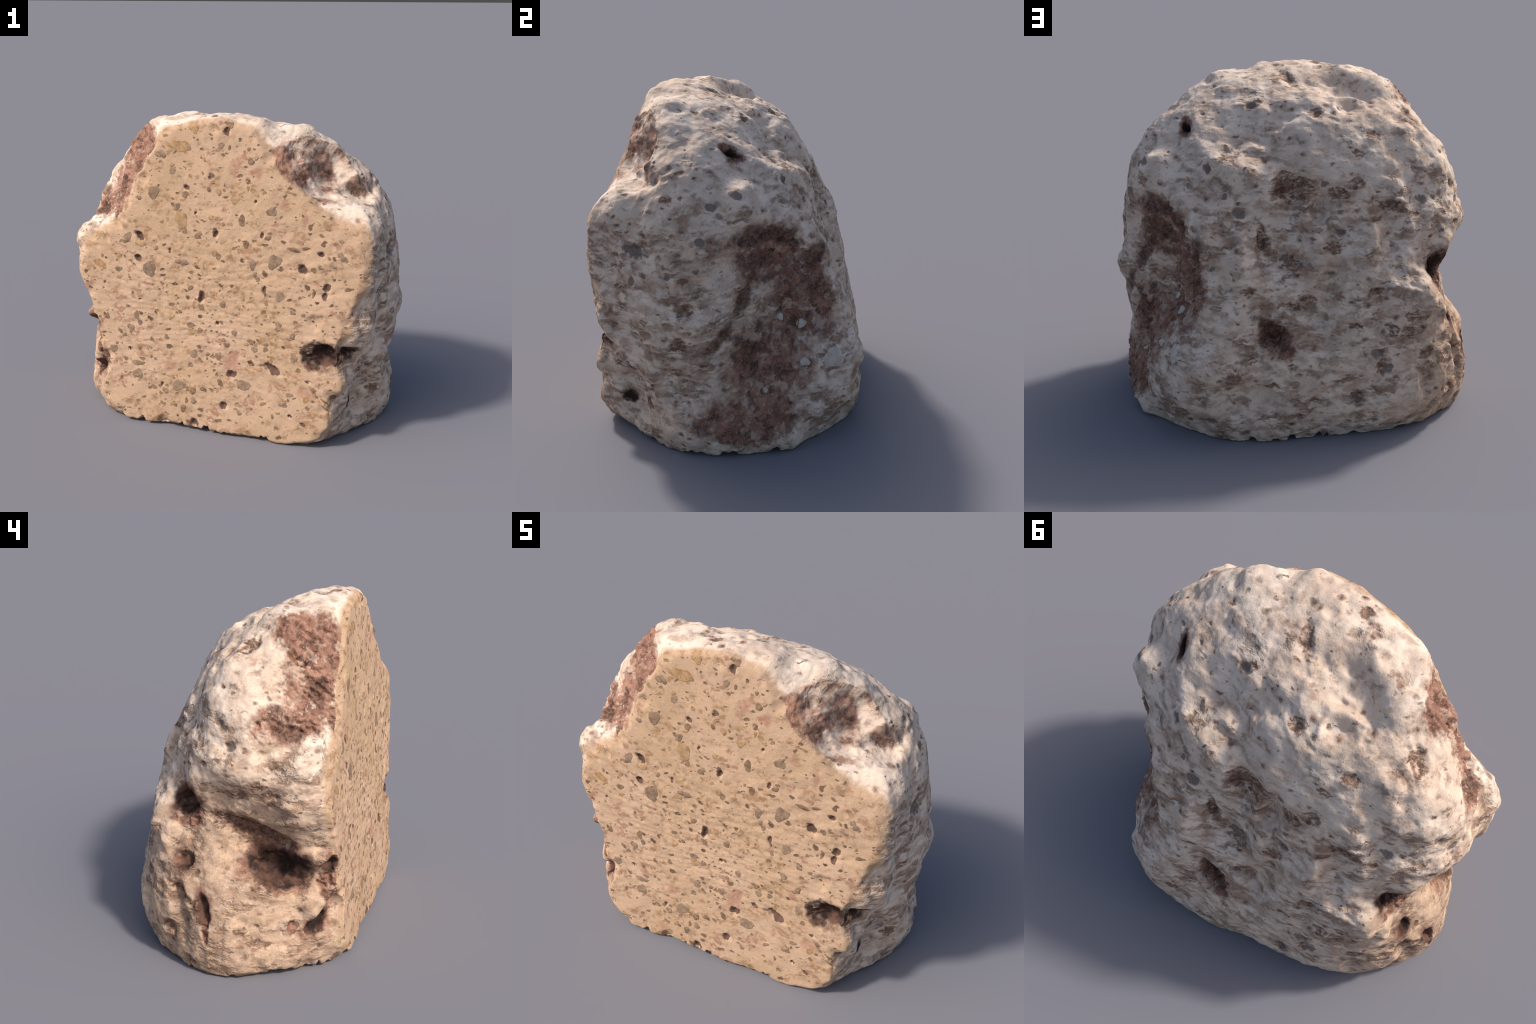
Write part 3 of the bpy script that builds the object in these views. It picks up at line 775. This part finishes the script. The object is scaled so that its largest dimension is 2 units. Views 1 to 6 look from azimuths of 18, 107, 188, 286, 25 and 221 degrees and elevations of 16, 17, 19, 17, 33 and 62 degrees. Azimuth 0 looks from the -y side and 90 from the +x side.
scar_f, chip_f, low_f = scar_amount[QUADS].mean(1), is_chip[QUADS].mean(1), is_low[QUADS].mean(1)
cut_f = (centre @ CUT_N - CUT_D > -0.021) | (on_cut[QUADS].mean(1) > 0.8)
label = np.zeros(len(QUADS), int)
label[scar_f > 0.5] = np.where(centre[scar_f > 0.5, 0] < -0.3, 1, np.where(centre[scar_f > 0.5, 0] > 0.2, 2, 0))
label[cut_f] = 3
label[chip_f > 0.5] = 4
label[low_f > 0.5] = 5
PARTS = [("rind", 0, None), ("fracture_scar", 1, None), ("fracture_scar", 2, None),
         ("sawn_face", 3, FACE_MAT), ("chipped_hollow", 4, None), ("underside", 5, FACE_MAT)]
made = {}
for name, number, mat in PARTS:
    quads = QUADS[label == number]
    used, inv = np.unique(quads, return_inverse=True)
    inv = inv.reshape(-1, 4)
    me = bpy.data.meshes.new(name)
    me.vertices.add(len(used))
    me.vertices.foreach_set("co", P[used].astype(np.float32).ravel())
    me.loops.add(4 * len(inv))
    me.loops.foreach_set("vertex_index", inv.astype(np.int32).ravel())
    me.polygons.add(len(inv))
    me.polygons.foreach_set("loop_start", np.arange(0, 4 * len(inv), 4, dtype=np.int32))
    me.update(calc_edges=True)
    me.polygons.foreach_set("use_smooth", np.ones(len(inv), bool))
    if mat:
        me.materials.append(mat)
    else:
        present, slot = np.unique(sector[label == number], return_inverse=True)
        for z in present:
            me.materials.append(RIND_MATS[z])
        me.polygons.foreach_set("material_index", slot.astype(np.int32).ravel())
    if number != 5:
        me.normals_split_custom_set_from_vertices(NORMALS[used].tolist())
    made[number] = add_object(name, me, root)

# ------------------------------------------------------------------ embedded pebbles
tree = BVHTree.FromPolygons([tuple(v) for v in P], QUADS.tolist())
PEBBLES = {
    "grey_pebble": (FACE_GREY, pebble_material("grey_clast", (0.140, 0.092, 0.063), (0.265, 0.175, 0.118), (0.37, 0.25, 0.165))),
    "brown_pebble": (FACE_BROWN, pebble_material("brown_clast", (0.115, 0.068, 0.042), (0.23, 0.14, 0.085), (0.33, 0.215, 0.13))),
    "ochre_pebble": (FACE_OCHRE, pebble_material("ochre_clast", (0.25, 0.135, 0.055), (0.40, 0.245, 0.125), (0.46, 0.31, 0.19))),
}
WHITE = [(0.615, 0.456, 0.452, 0.026, 0.024, 0), (0.525, 0.597, 0.455, 0.055, 0.05, 20), (0.775, 0.294, 0.341, 0.015, 0.014, 0),
         (0.594, 0.353, 0.682, 0.022, 0.018, 0), (0.537, 0.44, 0.643, 0.024, 0.028, -20), (-0.628, -0.463, 1.334, 0.012, 0.012, 0)]
RINGS_IN = (0.0, 0.35, 0.62, 0.82, 0.94, 1.02, 1.06)


def pebble(name, c, n, a, b, tilt, proud, mat, parent):
    u, v, n = tilted(np.asarray(n, float), tilt)
    m = max(18, int(260 * max(a, b)))
    seed = rng.uniform(0, 6.28)
    k3, k5 = rng.uniform(0.06, 0.16), rng.uniform(0.03, 0.09)
    verts, faces = [], []
    for j, q in enumerate(RINGS_IN):
        for i in range(m if j else 1):
            t = 2 * math.pi * i / m
            wob = 1 + k3 * math.sin(2 * t + seed) + k3 * math.sin(3 * t + 2.3 * seed) + k5 * math.sin(5 * t + 4 * seed) + k5 * 0.7 * math.sin(9 * t + seed * 7)
            p = np.asarray(c) + u * (a * q * wob * math.cos(t)) + v * (b * q * wob * math.sin(t))
            hit = tree.ray_cast(Vector(p + n * 0.12), Vector(-n), 0.3)[0]
            h = np.array(hit) if hit else p
            lift = proud * (1 - q ** 4) if q <= 1 else -0.004 * (1 if q < 1.04 else 3)
            verts.append(tuple(h + n * lift))
    ring = lambda j: 1 + (j - 1) * m
    for i in range(m):
        faces.append((0, ring(1) + i, ring(1) + (i + 1) % m))
        for j in range(1, len(RINGS_IN) - 1):
            x, y = ring(j), ring(j + 1)
            faces.append((x + i, y + i, y + (i + 1) % m, x + (i + 1) % m))
    verts.append(tuple(np.asarray(verts[0]) - n * (0.7 * min(a, b) + 0.012)))     # buried underside
    last = ring(len(RINGS_IN) - 1)
    for i in range(m):
        faces.append((last + (i + 1) % m, last + i, len(verts) - 1))
    me = bpy.data.meshes.new(name)
    me.from_pydata(verts, [], faces)
    me.polygons.foreach_set("use_smooth", np.ones(len(faces), bool))
    me.materials.append(mat)
    return add_object(name, me, parent)


for name, (rows, mat) in PEBBLES.items():
    for x, z, a, b, tilt in rows:
        pebble(name, cut_point(x, z), CUT_N, a * 0.95, b * 0.95, tilt, 0.0016, mat, made[3])
for _ in range(160):
    x, z = rng.uniform(-0.75, 0.85), rng.uniform(0.08, 1.72)
    c = cut_point(x, z)
    d = (c - HEART) / np.linalg.norm(c - HEART)
    if min(loft_radius(d[None])[0], chip_entry(d[None], 1)[0]) < np.linalg.norm(c - HEART) + 0.04:
        continue
    name = rng.choice(("grey_pebble", "brown_pebble", "brown_pebble", "ochre_pebble"))
    a = rng.choice((0.009, 0.012, 0.016, 0.021))
    pebble(name, c, CUT_N, a, a * rng.uniform(0.5, 1.0), rng.uniform(-50, 50), 0.0014, PEBBLES[name][1], made[3])
white_mat = pebble_material("white_clast", (0.46, 0.395, 0.34), (0.60, 0.52, 0.45), (0.66, 0.58, 0.5))
for x, y, z, a, b, tilt in WHITE:
    c = (x, y, z)
    n = (-0.2, -0.9, 0.4) if y < -0.3 and x > 0 else loft_normal(c)
    pebble("white_pebble", c, n, a, b, tilt, 0.005, white_mat, made[4 if y < -0.3 and x > 0 else 2 if x > 0 else 1])
